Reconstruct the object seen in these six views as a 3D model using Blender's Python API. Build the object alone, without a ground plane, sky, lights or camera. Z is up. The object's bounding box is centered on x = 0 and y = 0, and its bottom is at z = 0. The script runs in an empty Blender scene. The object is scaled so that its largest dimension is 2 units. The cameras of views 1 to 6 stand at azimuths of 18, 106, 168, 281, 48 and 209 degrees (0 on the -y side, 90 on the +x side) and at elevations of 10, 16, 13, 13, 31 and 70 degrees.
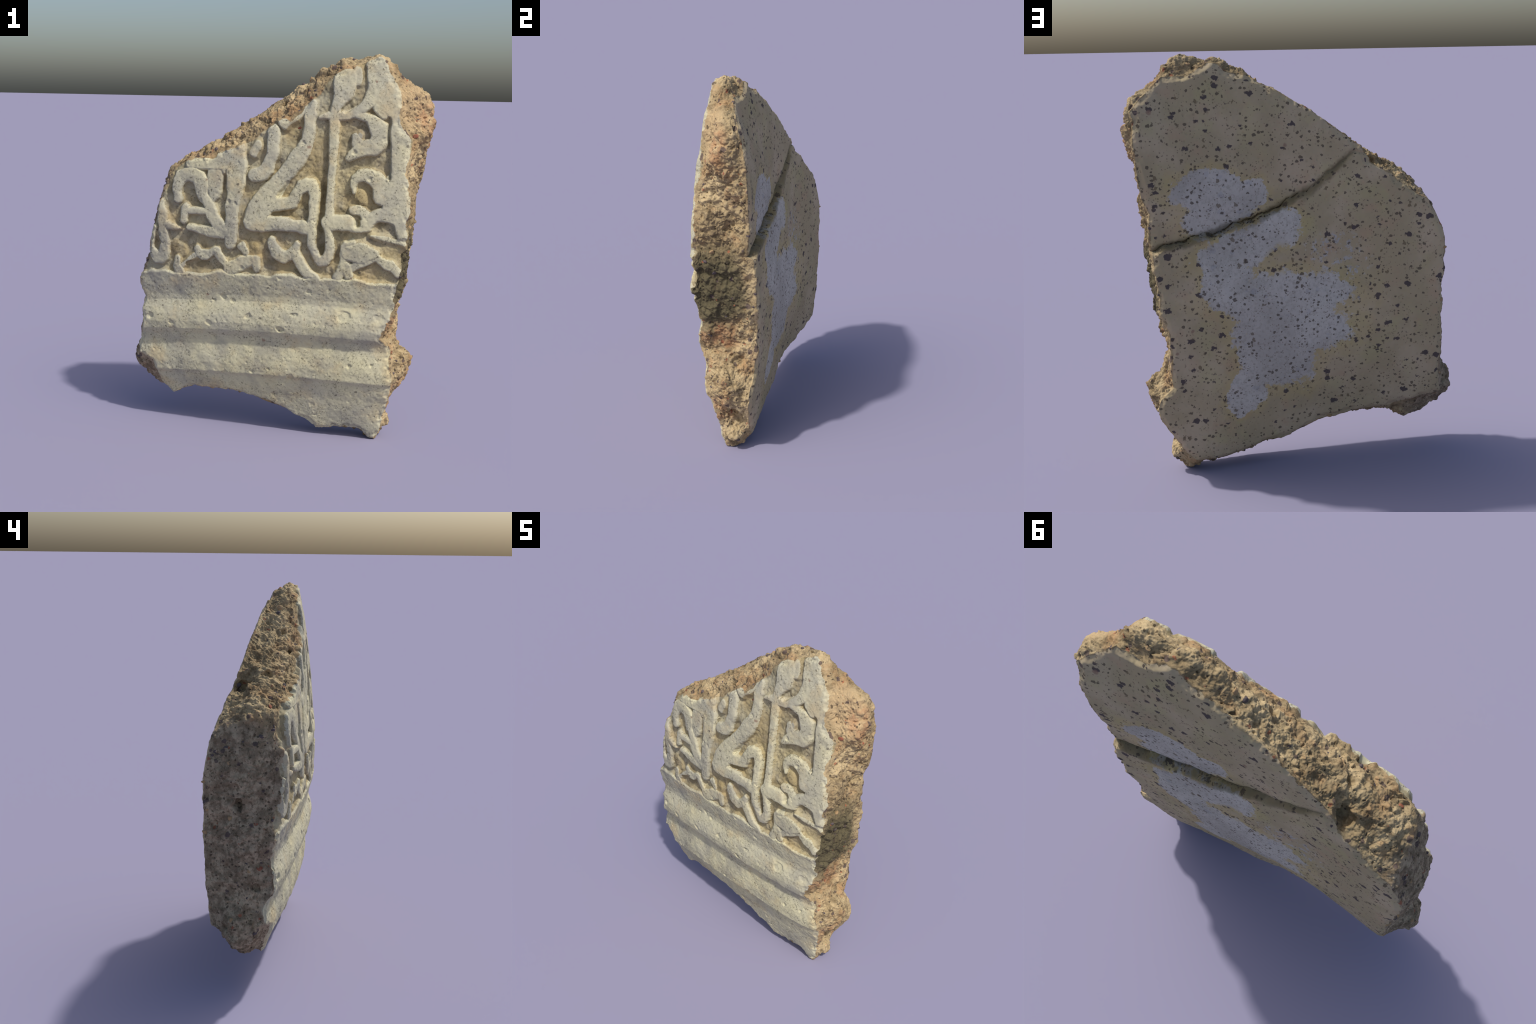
"""Broken stone slab with a carved inscription: a weathered, speckled fragment.

The body is one closed surface: a front face (inscription panel over a run of
mouldings), a flat sawn back with a stepped crack, and rough fracture faces
lofted between the two outlines.  It is remeshed finely, the letters are raised
from spines with widths, the fracture faces are roughened with noise, and the
result is cut by region into named parts that share their border vertices.
"""
import bpy
import math
import random
import numpy as np
from mathutils import Vector

random.seed(7)
VOXEL = 0.0031

# ------------------------------------------------------------------ outlines
# (x, z) control points of the front and the back outline, clockwise from the top
FRONT_EDGE = [
    (0.543, 1.983), (0.583, 1.945), (0.613, 1.870), (0.649, 1.818), (0.657, 1.743), (0.653, 1.667),
    (0.682, 1.623), (0.714, 1.586), (0.707, 1.480), (0.698, 1.419), (0.722, 1.329), (0.730, 1.230),
    (0.712, 1.190), (0.725, 1.122), (0.726, 1.052), (0.695, 1.024), (0.704, 0.919), (0.684, 0.887),
    (0.671, 0.763), (0.660, 0.704), (0.629, 0.646), (0.605, 0.582), (0.650, 0.526), (0.662, 0.429),
    (0.670, 0.350), (0.654, 0.260), (0.640, 0.191), (0.610, 0.137), (0.617, 0.085), (0.582, 0.003),
    (0.548, 0.014), (0.511, 0.055), (0.420, 0.063), (0.327, 0.047), (0.272, 0.036), (0.219, 0.083),
    (0.149, 0.111), (0.056, 0.152), (-0.023, 0.174), (-0.094, 0.195), (-0.192, 0.208), (-0.293, 0.213),
    (-0.412, 0.209), (-0.484, 0.186), (-0.545, 0.145), (-0.606, 0.212), (-0.647, 0.336), (-0.727, 0.376),
    (-0.733, 0.416), (-0.709, 0.512), (-0.690, 0.568), (-0.695, 0.631), (-0.684, 0.701), (-0.708, 0.774),
    (-0.704, 0.808), (-0.672, 0.884), (-0.648, 0.945), (-0.639, 1.014), (-0.617, 1.100), (-0.594, 1.185),
    (-0.572, 1.260), (-0.550, 1.311), (-0.528, 1.370), (-0.507, 1.411), (-0.464, 1.439), (-0.389, 1.462),
    (-0.298, 1.465), (-0.210, 1.512), (-0.159, 1.524), (-0.104, 1.550), (-0.033, 1.604), (0.049, 1.668),
    (0.117, 1.670), (0.170, 1.710), (0.214, 1.764), (0.257, 1.819), (0.314, 1.888), (0.388, 1.928),
    (0.462, 1.955)]
BACK_EDGE = [
    (0.516, 1.898), (0.619, 1.900), (0.702, 1.823), (0.744, 1.787), (0.768, 1.755), (0.754, 1.716),
    (0.765, 1.629), (0.755, 1.551), (0.749, 1.467), (0.736, 1.381), (0.703, 1.303), (0.711, 1.263),
    (0.708, 1.179), (0.699, 1.118), (0.694, 1.030), (0.676, 0.919), (0.676, 0.836), (0.642, 0.761),
    (0.633, 0.659), (0.640, 0.557), (0.630, 0.466), (0.694, 0.406), (0.706, 0.361), (0.691, 0.304),
    (0.651, 0.242), (0.596, 0.144), (0.533, 0.062), (0.468, 0.064), (0.380, 0.068), (0.292, 0.090),
    (0.196, 0.128), (0.107, 0.129), (0.040, 0.159), (-0.015, 0.184), (-0.078, 0.210), (-0.160, 0.218),
    (-0.276, 0.243), (-0.335, 0.248), (-0.428, 0.254), (-0.521, 0.282), (-0.630, 0.311), (-0.690, 0.330),
    (-0.680, 0.438), (-0.674, 0.500), (-0.680, 0.549), (-0.681, 0.646), (-0.671, 0.741), (-0.681, 0.788),
    (-0.668, 0.864), (-0.672, 0.904), (-0.685, 0.966), (-0.676, 1.017), (-0.687, 1.053), (-0.683, 1.127),
    (-0.671, 1.177), (-0.640, 1.245), (-0.604, 1.307), (-0.567, 1.320), (-0.518, 1.358), (-0.434, 1.426),
    (-0.386, 1.458), (-0.337, 1.483), (-0.304, 1.543), (-0.292, 1.561), (-0.233, 1.604), (-0.174, 1.646),
    (-0.115, 1.689), (-0.045, 1.743), (0.014, 1.773), (0.086, 1.816), (0.167, 1.858), (0.253, 1.899),
    (0.334, 1.921), (0.367, 1.953), (0.413, 1.956), (0.462, 1.927)]
CRACK_LINE = [
    (0.696, 1.125), (0.615, 1.151), (0.474, 1.183), (0.384, 1.188), (0.305, 1.231), (0.189, 1.260),
    (0.128, 1.287), (0.059, 1.324), (-0.003, 1.350), (-0.071, 1.388), (-0.128, 1.438), (-0.191, 1.489),
    (-0.229, 1.522), (-0.272, 1.533), (-0.302, 1.526)]
# ---- spines of the raised letters: (x, z, stroke width)
LETTERS_RIGHT = {
    'border_bar': [
        (0.538, 1.952, 0.087), (0.568, 1.854, 0.126), (0.600, 1.779, 0.118), (0.637, 1.705, 0.074),
        (0.663, 1.592, 0.098), (0.666, 1.479, 0.090), (0.673, 1.365, 0.105), (0.691, 1.251, 0.078),
        (0.698, 1.174, 0.055)],
    'bowl': [
        (0.508, 1.944, 0.070), (0.533, 1.863, 0.089), (0.516, 1.792, 0.073), (0.475, 1.740, 0.058),
        (0.425, 1.709, 0.046), (0.369, 1.696, 0.042)],
    'bowl_left': [
        (0.375, 1.879, 0.108), (0.379, 1.831, 0.104), (0.356, 1.778, 0.066), (0.338, 1.733, 0.046),
        (0.337, 1.673, 0.052)],
    'junction': [
        (0.267, 1.690, 0.015), (0.301, 1.699, 0.035), (0.346, 1.700, 0.058)],
    'tall_stem': [
        (0.338, 1.673, 0.050), (0.336, 1.568, 0.040), (0.336, 1.463, 0.036), (0.339, 1.379, 0.033),
        (0.334, 1.322, 0.033), (0.333, 1.265, 0.040), (0.332, 1.207, 0.044), (0.331, 1.150, 0.038),
        (0.341, 1.100, 0.035), (0.348, 1.055, 0.040), (0.345, 1.008, 0.046), (0.316, 0.968, 0.058),
        (0.276, 0.986, 0.035), (0.256, 1.038, 0.031), (0.249, 1.088, 0.035), (0.247, 1.146, 0.042),
        (0.253, 1.204, 0.042), (0.256, 1.261, 0.046), (0.254, 1.311, 0.046), (0.236, 1.352, 0.058),
        (0.205, 1.351, 0.073), (0.173, 1.323, 0.054), (0.157, 1.280, 0.058), (0.123, 1.253, 0.058),
        (0.083, 1.251, 0.058)],
    'leaf': [
        (0.384, 1.697, 0.023), (0.448, 1.700, 0.029), (0.512, 1.685, 0.050), (0.556, 1.641, 0.082),
        (0.566, 1.593, 0.082), (0.547, 1.552, 0.084), (0.492, 1.539, 0.076), (0.448, 1.519, 0.065),
        (0.417, 1.481, 0.023)],
    'leaf_tip': [
        (0.453, 1.568, 0.057), (0.442, 1.594, 0.034)],
    'arch': [
        (0.453, 1.330, 0.019), (0.447, 1.368, 0.034), (0.470, 1.403, 0.057), (0.518, 1.410, 0.069),
        (0.564, 1.387, 0.073), (0.585, 1.343, 0.084), (0.591, 1.302, 0.076)],
    'arch_field': [
        (0.644, 1.353, 0.126), (0.662, 1.297, 0.137), (0.647, 1.233, 0.099)],
    'base_bar_right': [
        (0.337, 1.171, 0.077), (0.399, 1.170, 0.077), (0.437, 1.170, 0.069), (0.461, 1.145, 0.031)],
    'base_bar_knot': [
        (0.456, 1.232, 0.046), (0.494, 1.238, 0.046), (0.522, 1.205, 0.042), (0.528, 1.163, 0.057),
        (0.491, 1.137, 0.031), (0.457, 1.139, 0.023)],
    'dome': [
        (0.516, 1.174, 0.050), (0.544, 1.202, 0.057), (0.595, 1.223, 0.057), (0.648, 1.206, 0.065),
        (0.684, 1.166, 0.050), (0.694, 1.121, 0.046), (0.709, 1.107, 0.034)],
}
LETTERS_LEFT = {
    'long_diagonal': [
        (0.228, 1.757, 0.031), (0.213, 1.697, 0.062), (0.211, 1.640, 0.050), (0.207, 1.564, 0.063),
        (0.175, 1.501, 0.079), (0.123, 1.422, 0.079), (0.058, 1.341, 0.087), (0.007, 1.275, 0.111),
        (-0.028, 1.210, 0.128), (-0.051, 1.153, 0.104)],
    'base_bar_middle': [
        (-0.046, 1.145, 0.088), (0.094, 1.149, 0.067), (0.199, 1.139, 0.063), (0.240, 1.129, 0.047)],
    'mid_bar': [
        (0.000, 1.243, 0.088), (0.082, 1.251, 0.063), (0.138, 1.258, 0.063)],
    'alef': [
        (-0.157, 1.506, 0.080), (-0.153, 1.427, 0.112), (-0.160, 1.331, 0.088), (-0.168, 1.250, 0.074),
        (-0.172, 1.170, 0.068), (-0.172, 1.089, 0.061), (-0.177, 1.032, 0.057)],
    'petal': [
        (-0.274, 1.398, 0.084), (-0.272, 1.344, 0.089), (-0.273, 1.294, 0.069), (-0.283, 1.254, 0.030)],
    'spiral': [
        (-0.478, 1.243, 0.040), (-0.485, 1.303, 0.051), (-0.476, 1.354, 0.061), (-0.430, 1.383, 0.065),
        (-0.369, 1.374, 0.075), (-0.344, 1.330, 0.080), (-0.345, 1.276, 0.060), (-0.303, 1.233, 0.055),
        (-0.281, 1.185, 0.060), (-0.255, 1.132, 0.060), (-0.212, 1.105, 0.069)],
    'spiral_foot': [
        (-0.433, 1.201, 0.045), (-0.438, 1.140, 0.040)],
    'spiral_bar': [
        (-0.414, 1.189, 0.030), (-0.294, 1.194, 0.035)],
    'base_bar_left': [
        (-0.412, 1.099, 0.025), (-0.335, 1.089, 0.040), (-0.254, 1.087, 0.055), (-0.196, 1.091, 0.059)],
    'jay': [
        (-0.577, 1.222, 0.031), (-0.564, 1.162, 0.061), (-0.566, 1.111, 0.046), (-0.557, 1.045, 0.051),
        (-0.548, 0.989, 0.051), (-0.564, 0.929, 0.067), (-0.610, 0.930, 0.062), (-0.634, 0.977, 0.028),
        (-0.629, 1.040, 0.023), (-0.612, 1.092, 0.021)],
    'jay_arm': [
        (-0.564, 1.116, 0.041), (-0.512, 1.099, 0.038), (-0.467, 1.095, 0.020)],
    'curl': [
        (0.024, 1.613, 0.056), (0.036, 1.544, 0.054), (0.023, 1.465, 0.057), (-0.006, 1.401, 0.072),
        (-0.054, 1.390, 0.072)],
}
CROWNS = {
    'crown_middle': [
        (0.049, 1.067, 0.036), (0.058, 1.015, 0.056), (0.100, 0.978, 0.064), (0.149, 0.993, 0.052),
        (0.179, 1.047, 0.036)],
    'crown_stem': [
        (0.169, 1.006, 0.048), (0.191, 0.960, 0.052), (0.225, 0.914, 0.048), (0.281, 0.877, 0.048)],
    'cusp_right': [
        (0.389, 0.892, 0.047), (0.422, 0.950, 0.047), (0.415, 1.013, 0.031), (0.416, 1.064, 0.031),
        (0.462, 1.077, 0.031)],
    'wave_right': [
        (0.453, 0.944, 0.039), (0.529, 0.980, 0.039), (0.573, 1.014, 0.039), (0.614, 0.977, 0.039),
        (0.668, 0.956, 0.047), (0.689, 0.922, 0.039)],
    'crown_left': [
        (-0.360, 0.994, 0.035), (-0.346, 0.960, 0.048), (-0.300, 0.961, 0.048), (-0.252, 0.999, 0.035),
        (-0.235, 0.958, 0.045), (-0.191, 0.916, 0.040), (-0.170, 0.887, 0.045)],
    'notch_block': [
        (-0.115, 1.022, 0.039), (-0.088, 0.989, 0.034)],
}
WORN_RIDGES = {
    'bowl_web': [(0.564, 1.790, 0.077), (0.563, 1.745, 0.084), (0.578, 1.701, 0.050)],
    'petal_web': [(-0.223, 1.444, 0.089), (-0.221, 1.400, 0.030)],
    'foot_left': [(-0.476, 0.939, 0.041), (-0.481, 0.887, 0.056), (-0.459, 0.863, 0.061)],
    'foot_middle': [(-0.175, 0.897, 0.085), (-0.113, 0.932, 0.084), (-0.036, 0.958, 0.054), (-0.029, 0.913, 0.049)],
    'foot_right': [(0.426, 0.950, 0.071), (0.447, 0.904, 0.055)],
    'leaf_curl': [
        (0.469, 1.602, 0.046)],
    'arch_lump': [
        (0.482, 1.309, 0.050), (0.499, 1.283, 0.046)],
    'dome_sill': [
        (0.545, 1.111, 0.027), (0.628, 1.099, 0.042), (0.711, 1.081, 0.042)],
    'right_field': [
        (0.442, 1.022, 0.086), (0.504, 1.022, 0.118), (0.573, 1.021, 0.055)],
    'left_field': [
        (-0.499, 0.998, 0.061), (-0.460, 0.976, 0.081)],
    'upper_left_field': [
        (-0.420, 1.431, 0.055), (-0.377, 1.437, 0.070), (-0.265, 1.447, 0.094), (-0.223, 1.449, 0.099),
        (-0.189, 1.489, 0.084)],
    'bowl_floor': [
        (0.428, 1.913, 0.070), (0.439, 1.869, 0.058)],
    'curl_field': [
        (-0.069, 1.501, 0.056), (-0.046, 1.541, 0.056)],
    'left_crown_mass': [
        (-0.453, 0.884, 0.046), (-0.409, 0.934, 0.040), (-0.376, 0.957, 0.045)],
    'upper_gap': [
        (0.177, 1.722, 0.062), (0.078, 1.653, 0.071)],
    'middle_rubble': [
        (-0.042, 1.007, 0.059), (-0.056, 0.951, 0.049)],
}
DEEP_SLOTS = {
    'slot': [
        (0.298, 1.358, 0.027), (0.296, 1.263, 0.027), (0.298, 1.148, 0.029), (0.298, 1.052, 0.042)],
}
# grooves and eyes sunk between the letters
CUT_HOLES = {
    'dome_hole': [(0.559, 1.146, 0.031), (0.599, 1.157, 0.057), (0.640, 1.153, 0.042)],
    'knot_hole': [(0.473, 1.199, 0.019), (0.480, 1.165, 0.025)],
    'leaf_groove': [(0.601, 1.689, 0.011), (0.609, 1.591, 0.016), (0.612, 1.485, 0.019), (0.620, 1.394, 0.011)],
    'wedge_hole': [(0.486, 0.918, 0.031), (0.547, 0.934, 0.055), (0.632, 0.919, 0.047)],
    'left_crown_hole': [(-0.408, 0.904, 0.035), (-0.342, 0.904, 0.055), (-0.288, 0.903, 0.040)],
    'triangle_hole': [(0.064, 1.290, 0.011), (0.115, 1.324, 0.040), (0.126, 1.344, 0.032)],
    'bowl_crescent': [(0.466, 1.933, 0.015), (0.473, 1.862, 0.023), (0.456, 1.795, 0.035), (0.425, 1.757, 0.042), (0.394, 1.727, 0.027)],
    'spiral_groove': [(0.535, 1.334, 0.015), (0.534, 1.292, 0.017), (0.548, 1.266, 0.015), (0.582, 1.264, 0.009)],
    'curl_eye': [(0.484, 1.654, 0.031), (0.505, 1.618, 0.023), (0.492, 1.591, 0.019)],
    'sill_groove': [(0.371, 1.102, 0.023), (0.440, 1.094, 0.027), (0.497, 1.101, 0.015)],
    'under_sill': [(0.661, 1.044, 0.019), (0.713, 1.035, 0.019)],
}
# broad swells and hollows of the back: (x, z), reach, height
BACK_SWELLS = [(-0.25, 0.30, 0.32, 0.20, -0.034), (0.30, 0.86, 0.20, 0.20, 0.012), (-0.24, 1.06, 0.16, 0.22, -0.023),
               (0.62, 1.85, 0.13, 0.11, -0.030), (0.18, 1.80, 0.14, 0.10, 0.014), (0.05, 1.40, 0.14, 0.10, -0.014),
               (0.32, 1.62, 0.10, 0.08, -0.008), (0.55, 0.10, 0.12, 0.10, 0.014)]
# matching corners of the two outlines: the loft runs straight between them
CORNERS = [((0.543, 1.983), (0.516, 1.898)), ((0.649, 1.818), (0.744, 1.787)),
           ((0.714, 1.586), (0.765, 1.629)), ((0.605, 0.582), (0.640, 0.557)),
           ((0.582, 0.003), (0.533, 0.062)), ((-0.545, 0.145), (-0.521, 0.282)),
           ((-0.727, 0.376), (-0.690, 0.330)), ((-0.507, 1.411), (-0.604, 1.307)),
           ((-0.104, 1.550), (-0.292, 1.561)), ((0.314, 1.888), (0.334, 1.921))]
# lumps and hollows of the fracture faces: (x, z, outward shift, radius, depth 0 front - 1 back)
LUMPS = [(0.765, 1.74, 0.054, 0.11, 0.62), (0.77, 1.68, 0.025, 0.08, 0.35), (0.75, 1.60, 0.030, 0.10, 0.45),
         (-0.70, 0.31, 0.115, 0.10, 0.45), (-0.59, 0.23, 0.062, 0.09, 0.45), (0.67, 0.43, 0.068, 0.10, 0.5),
         (0.64, 0.215, -0.062, 0.06, 0.5), (0.61, 0.09, 0.035, 0.07, 0.5), (0.52, 1.96, 0.026, 0.10, 0.40),
         (0.73, 1.20, -0.034, 0.22, 0.55), (0.66, 0.75, -0.022, 0.14, 0.55), (-0.33, 1.50, -0.03, 0.05, 0.85),
         (-0.18, 1.56, 0.062, 0.20, 0.50), (-0.44, 1.42, 0.048, 0.14, 0.50), (0.15, 1.78, 0.044, 0.20, 0.5),
         (0.35, 1.92, 0.018, 0.12, 0.5), (-0.67, 0.62, 0.024, 0.22, 0.5), (-0.66, 1.02, 0.025, 0.20, 0.5),
         (-0.68, 0.85, 0.014, 0.10, 0.35)]
# moulding profile: height along the slab -> how far the face steps back
PROFILE = [(0.93, 0.004), (0.89, 0.006), (0.82, 0.021), (0.765, 0.035), (0.735, 0.037), (0.70, 0.026),
           (0.66, 0.017), (0.62, 0.016), (0.578, 0.024), (0.545, 0.049), (0.51, 0.060), (0.475, 0.056),
           (0.43, 0.050), (0.39, 0.049), (0.338, 0.056), (0.318, 0.073), (0.27, 0.088), (0.22, 0.107),
           (0.12, 0.134), (0.0, 0.165), (-0.1, 0.19)]
RELIEF = 0.028          # depth of the panel ground below the letters
WALL = 0.016            # width of the sloping flank of a letter


def smooth(a, b, v):
    t = np.clip((v - a) / (b - a), 0, 1)
    return t * t * (3 - 2 * t)


# ------------------------------------------------------------------ noise
def lattice(ix, iy, iz, seed):
    h = (ix.astype(np.uint32) * np.uint32(374761393) + iy.astype(np.uint32) * np.uint32(668265263)
         + iz.astype(np.uint32) * np.uint32(2147483647) + np.uint32(seed * 974634777 % 4294967296))
    h = (h ^ (h >> np.uint32(13))) * np.uint32(1274126177)
    h = (h ^ (h >> np.uint32(16))) * np.uint32(2246822519)
    h ^= h >> np.uint32(15)
    return h.astype(np.float64) / 4294967295.0


def noise(p, scale, seed=0):
    q = p * scale + 1000.0
    i = np.floor(q).astype(np.int64)
    f = q - i
    f = f * f * f * (f * (f * 6 - 15) + 10)
    out = 0.0
    for dx in (0, 1):
        wx = f[:, 0] if dx else 1 - f[:, 0]
        for dy in (0, 1):
            wy = f[:, 1] if dy else 1 - f[:, 1]
            for dz in (0, 1):
                wz = f[:, 2] if dz else 1 - f[:, 2]
                out = out + wx * wy * wz * lattice(i[:, 0] + dx, i[:, 1] + dy, i[:, 2] + dz, seed)
    return out * 2 - 1


def fbm(p, scale, octaves, seed=0, gain=0.5):
    out, amp = 0.0, 1.0
    for o in range(octaves):
        out = out + amp * noise(p, scale * 2.03 ** o, seed + o * 17)
        amp *= gain
    return out


def cells(p, scale, seed=0):
    """distance to the nearest and second nearest scattered point, and the id of the nearest"""
    q = p * scale + 1000.0
    i = np.floor(q).astype(np.int64)
    f1 = np.full(len(p), 9.0)
    f2 = np.full(len(p), 9.0)
    ident = np.zeros(len(p))
    for dx in (-1, 0, 1):
        for dy in (-1, 0, 1):
            for dz in (-1, 0, 1):
                c = (i[:, 0] + dx, i[:, 1] + dy, i[:, 2] + dz)
                d = np.sqrt((c[0] + lattice(*c, seed) - q[:, 0]) ** 2 + (c[1] + lattice(*c, seed + 1) - q[:, 1]) ** 2
                            + (c[2] + lattice(*c, seed + 2) - q[:, 2]) ** 2)
                near = d < f1
                f2 = np.where(near, f1, np.minimum(f2, d))
                ident = np.where(near, lattice(*c, seed + 3), ident)
                f1 = np.where(near, d, f1)
    return f1, f2, ident


# ------------------------------------------------------------------ base surfaces
def moulding_height(x, z):
    """height measured along the slightly sagging moulding lines"""
    return z + 0.06 * (x - 0.25) ** 2


def front_y(x, z):
    w = np.maximum(z, 0.89) - 1.2
    panel = (-0.205 + 0.023 * x + 0.0497 * w + 0.089 * x * x + 0.03 * x * w + 0.038 * w * w + 0.0648 * w ** 3)
    zs = np.array([p[0] for p in PROFILE])
    ds = np.array([p[1] for p in PROFILE])
    panel = panel - 0.013 * np.exp(-((z - 1.13) / 0.13) ** 2) * smooth(0.72, 0.55, x)
    panel = panel + 0.022 * smooth(0.48, 0.70, x) * smooth(0.92, 0.80, z) * smooth(0.0, 0.2, z)
    return panel + np.interp(-moulding_height(x, z), -zs, ds)


def crack_height(x):
    c = np.array(CRACK_LINE)[::-1]
    return np.interp(x, c[:, 0], c[:, 1])


def back_y(x, z):
    u, l = z - 1.5, z - 0.8
    upper = 0.1261 + 0.0002 * x - 0.0525 * u + 0.1132 * x * x - 0.2522 * u * u
    lower = 0.176 - 0.0046 * x + 0.0237 * l + 0.0739 * x * x - 0.112 * l * l + 0.0061 * x * l
    step = z - crack_height(x) - 0.005 * np.sin(x * 41) - 0.004 * np.sin(x * 97 + 1)
    y = lower + (upper - lower) * smooth(-0.006, 0.010, step)
    y -= 0.011 * np.exp(-((step - 0.003) / 0.009) ** 2)
    for cx, cz, rx, rz, amount in BACK_SWELLS:
        y += amount * np.exp(-((x - cx) / rx) ** 2 - ((z - cz) / rz) ** 2)
    return y


# ------------------------------------------------------------------ outlines to a loft
def resample(points, n):
    p = np.array(points)
    s = np.concatenate([[0], np.cumsum(np.linalg.norm(np.diff(p, axis=0), axis=1))])
    t = np.linspace(0, s[-1], n, endpoint=False)
    return np.stack([np.interp(t, s, p[:, k]) for k in range(2)], 1)


def matched_outlines(step=0.006):
    def index(points, c):
        return int(np.argmin([(a - c[0]) ** 2 + (b - c[1]) ** 2 for a, b in points]))
    fi = [index(FRONT_EDGE, c[0]) for c in CORNERS] + [len(FRONT_EDGE)]
    bi = [index(BACK_EDGE, c[1]) for c in CORNERS] + [len(BACK_EDGE)]
    f_loop, b_loop = FRONT_EDGE + FRONT_EDGE[:1], BACK_EDGE + BACK_EDGE[:1]
    f_out, b_out = [], []
    for k in range(len(CORNERS)):
        fs, bs = f_loop[fi[k]:fi[k + 1] + 1], b_loop[bi[k]:bi[k + 1] + 1]
        length = max(np.linalg.norm(np.diff(np.array(fs), axis=0), axis=1).sum(),
                     np.linalg.norm(np.diff(np.array(bs), axis=0), axis=1).sum())
        n = max(4, int(length / step))
        f_out.append(resample(fs, n))
        b_out.append(resample(bs, n))
    return grown(np.concatenate(f_out), 0.003), grown(np.concatenate(b_out), 0.006)


def grown(loop, amount):
    """push a closed outline outwards"""
    t = np.roll(loop, -5, 0) - np.roll(loop, 5, 0)
    t /= np.linalg.norm(t, axis=1)[:, None] + 1e-9
    out = np.stack([-t[:, 1], t[:, 0]], 1)
    out *= np.sign(((loop - loop.mean(0)) * out).sum(1).mean())
    return loop + out * amount


def base_mesh():
    f2, b2 = matched_outlines()
    n = len(f2)
    fc, bc = np.array([0.05, 0.95]), np.array([0.05, 0.95])
    rings = []
    for s in np.linspace(0.004, 1, 150):
        q = fc + (f2 - fc) * s
        rings.append(np.stack([q[:, 0], front_y(q[:, 0], q[:, 1]), q[:, 1]], 1))
    f3 = rings[-1]
    b3 = np.stack([b2[:, 0], back_y(b2[:, 0], b2[:, 1]), b2[:, 1]], 1)
    mid = 0.5 * (f2 + b2)
    tangent = np.roll(mid, -6, 0) - np.roll(mid, 6, 0)
    out = np.stack([-tangent[:, 1], tangent[:, 0]], 1)
    out /= np.linalg.norm(out, axis=1)[:, None] + 1e-9
    flip = np.sign(((mid - fc) * out).sum(1).mean())
    out *= flip
    for t in np.linspace(0, 1, 26)[1:-1]:
        p = f3 * (1 - t) + b3 * t
        shift = np.full(n, 0.006 * math.sin(math.pi * t))
        for x, z, amount, radius, depth in LUMPS:
            d2 = (p[:, 0] - x) ** 2 + (p[:, 2] - z) ** 2
            shift += amount * np.exp(-d2 / radius ** 2) * math.exp(-((t - depth) / 0.28) ** 2) \
                * min(1, t * 8) * min(1, (1 - t) * 8)
        p[:, 0] += out[:, 0] * shift
        p[:, 2] += out[:, 1] * shift
        rings.append(p)
    for s in np.linspace(1, 0.004, 130):
        q = bc + (b2 - bc) * s
        rings.append(np.stack([q[:, 0], back_y(q[:, 0], q[:, 1]), q[:, 1]], 1))
    verts = np.concatenate(rings)
    r = len(rings)
    faces = []
    idx = np.arange(n)
    for k in range(r - 1):
        a, b = k * n + idx, k * n + np.roll(idx, -1)
        faces.append(np.stack([a, b, b + n, a + n], 1))
    faces = np.concatenate(faces).tolist()
    faces.append(list(range(n))[::-1])
    faces.append(list(range((r - 1) * n, r * n)))
    me = bpy.data.meshes.new('blank')
    me.from_pydata(verts.tolist(), [], faces)
    me.update()
    import bmesh
    bm = bmesh.new()
    bm.from_mesh(me)
    bmesh.ops.recalc_face_normals(bm, faces=bm.faces)
    bm.to_mesh(me)
    bm.free()
    return me, f2, b2


def remeshed(me):
    ob = bpy.data.objects.new('blank', me)
    bpy.context.scene.collection.objects.link(ob)
    mod = ob.modifiers.new('remesh', 'REMESH')
    mod.mode = 'VOXEL'
    mod.voxel_size = VOXEL
    dg = bpy.context.evaluated_depsgraph_get()
    res = bpy.data.meshes.new_from_object(ob.evaluated_get(dg))
    bpy.data.objects.remove(ob)
    return res


def edge_distance(p, loop):
    """signed distance in the (x, z) plane to a closed outline, positive inside"""
    a = loop
    b = np.roll(loop, -1, 0)
    best = np.full(len(p), 9.0)
    inside = np.zeros(len(p), bool)
    for (ax, az), (bx, bz) in zip(a, b):
        dx, dz = bx - ax, bz - az
        t = np.clip(((p[:, 0] - ax) * dx + (p[:, 1] - az) * dz) / (dx * dx + dz * dz + 1e-12), 0, 1)
        best = np.minimum(best, (p[:, 0] - ax - t * dx) ** 2 + (p[:, 1] - az - t * dz) ** 2)
        cross = ((az > p[:, 1]) != (bz > p[:, 1]))
        inside ^= cross & (p[:, 0] < ax + (p[:, 1] - az) / (dz if abs(dz) > 1e-12 else 1e-12) * dx)
    return np.sqrt(best) * np.where(inside, 1, -1)


def stroke_distance(p, spine):
    """distance from the flank of a stroke (negative on the stroke) given its spine with widths"""
    best = np.full(len(p), 9.0)
    if len(spine) == 1:
        spine = spine * 2
    for (ax, az, aw), (bx, bz, bw) in zip(spine[:-1], spine[1:]):
        dx, dz = bx - ax, bz - az
        t = np.clip(((p[:, 0] - ax) * dx + (p[:, 1] - az) * dz) / (dx * dx + dz * dz + 1e-12), 0, 1)
        d = np.hypot(p[:, 0] - ax - t * dx, p[:, 1] - az - t * dz) - 0.5 * (aw + t * (bw - aw))
        best = np.minimum(best, d)
    return best


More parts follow.
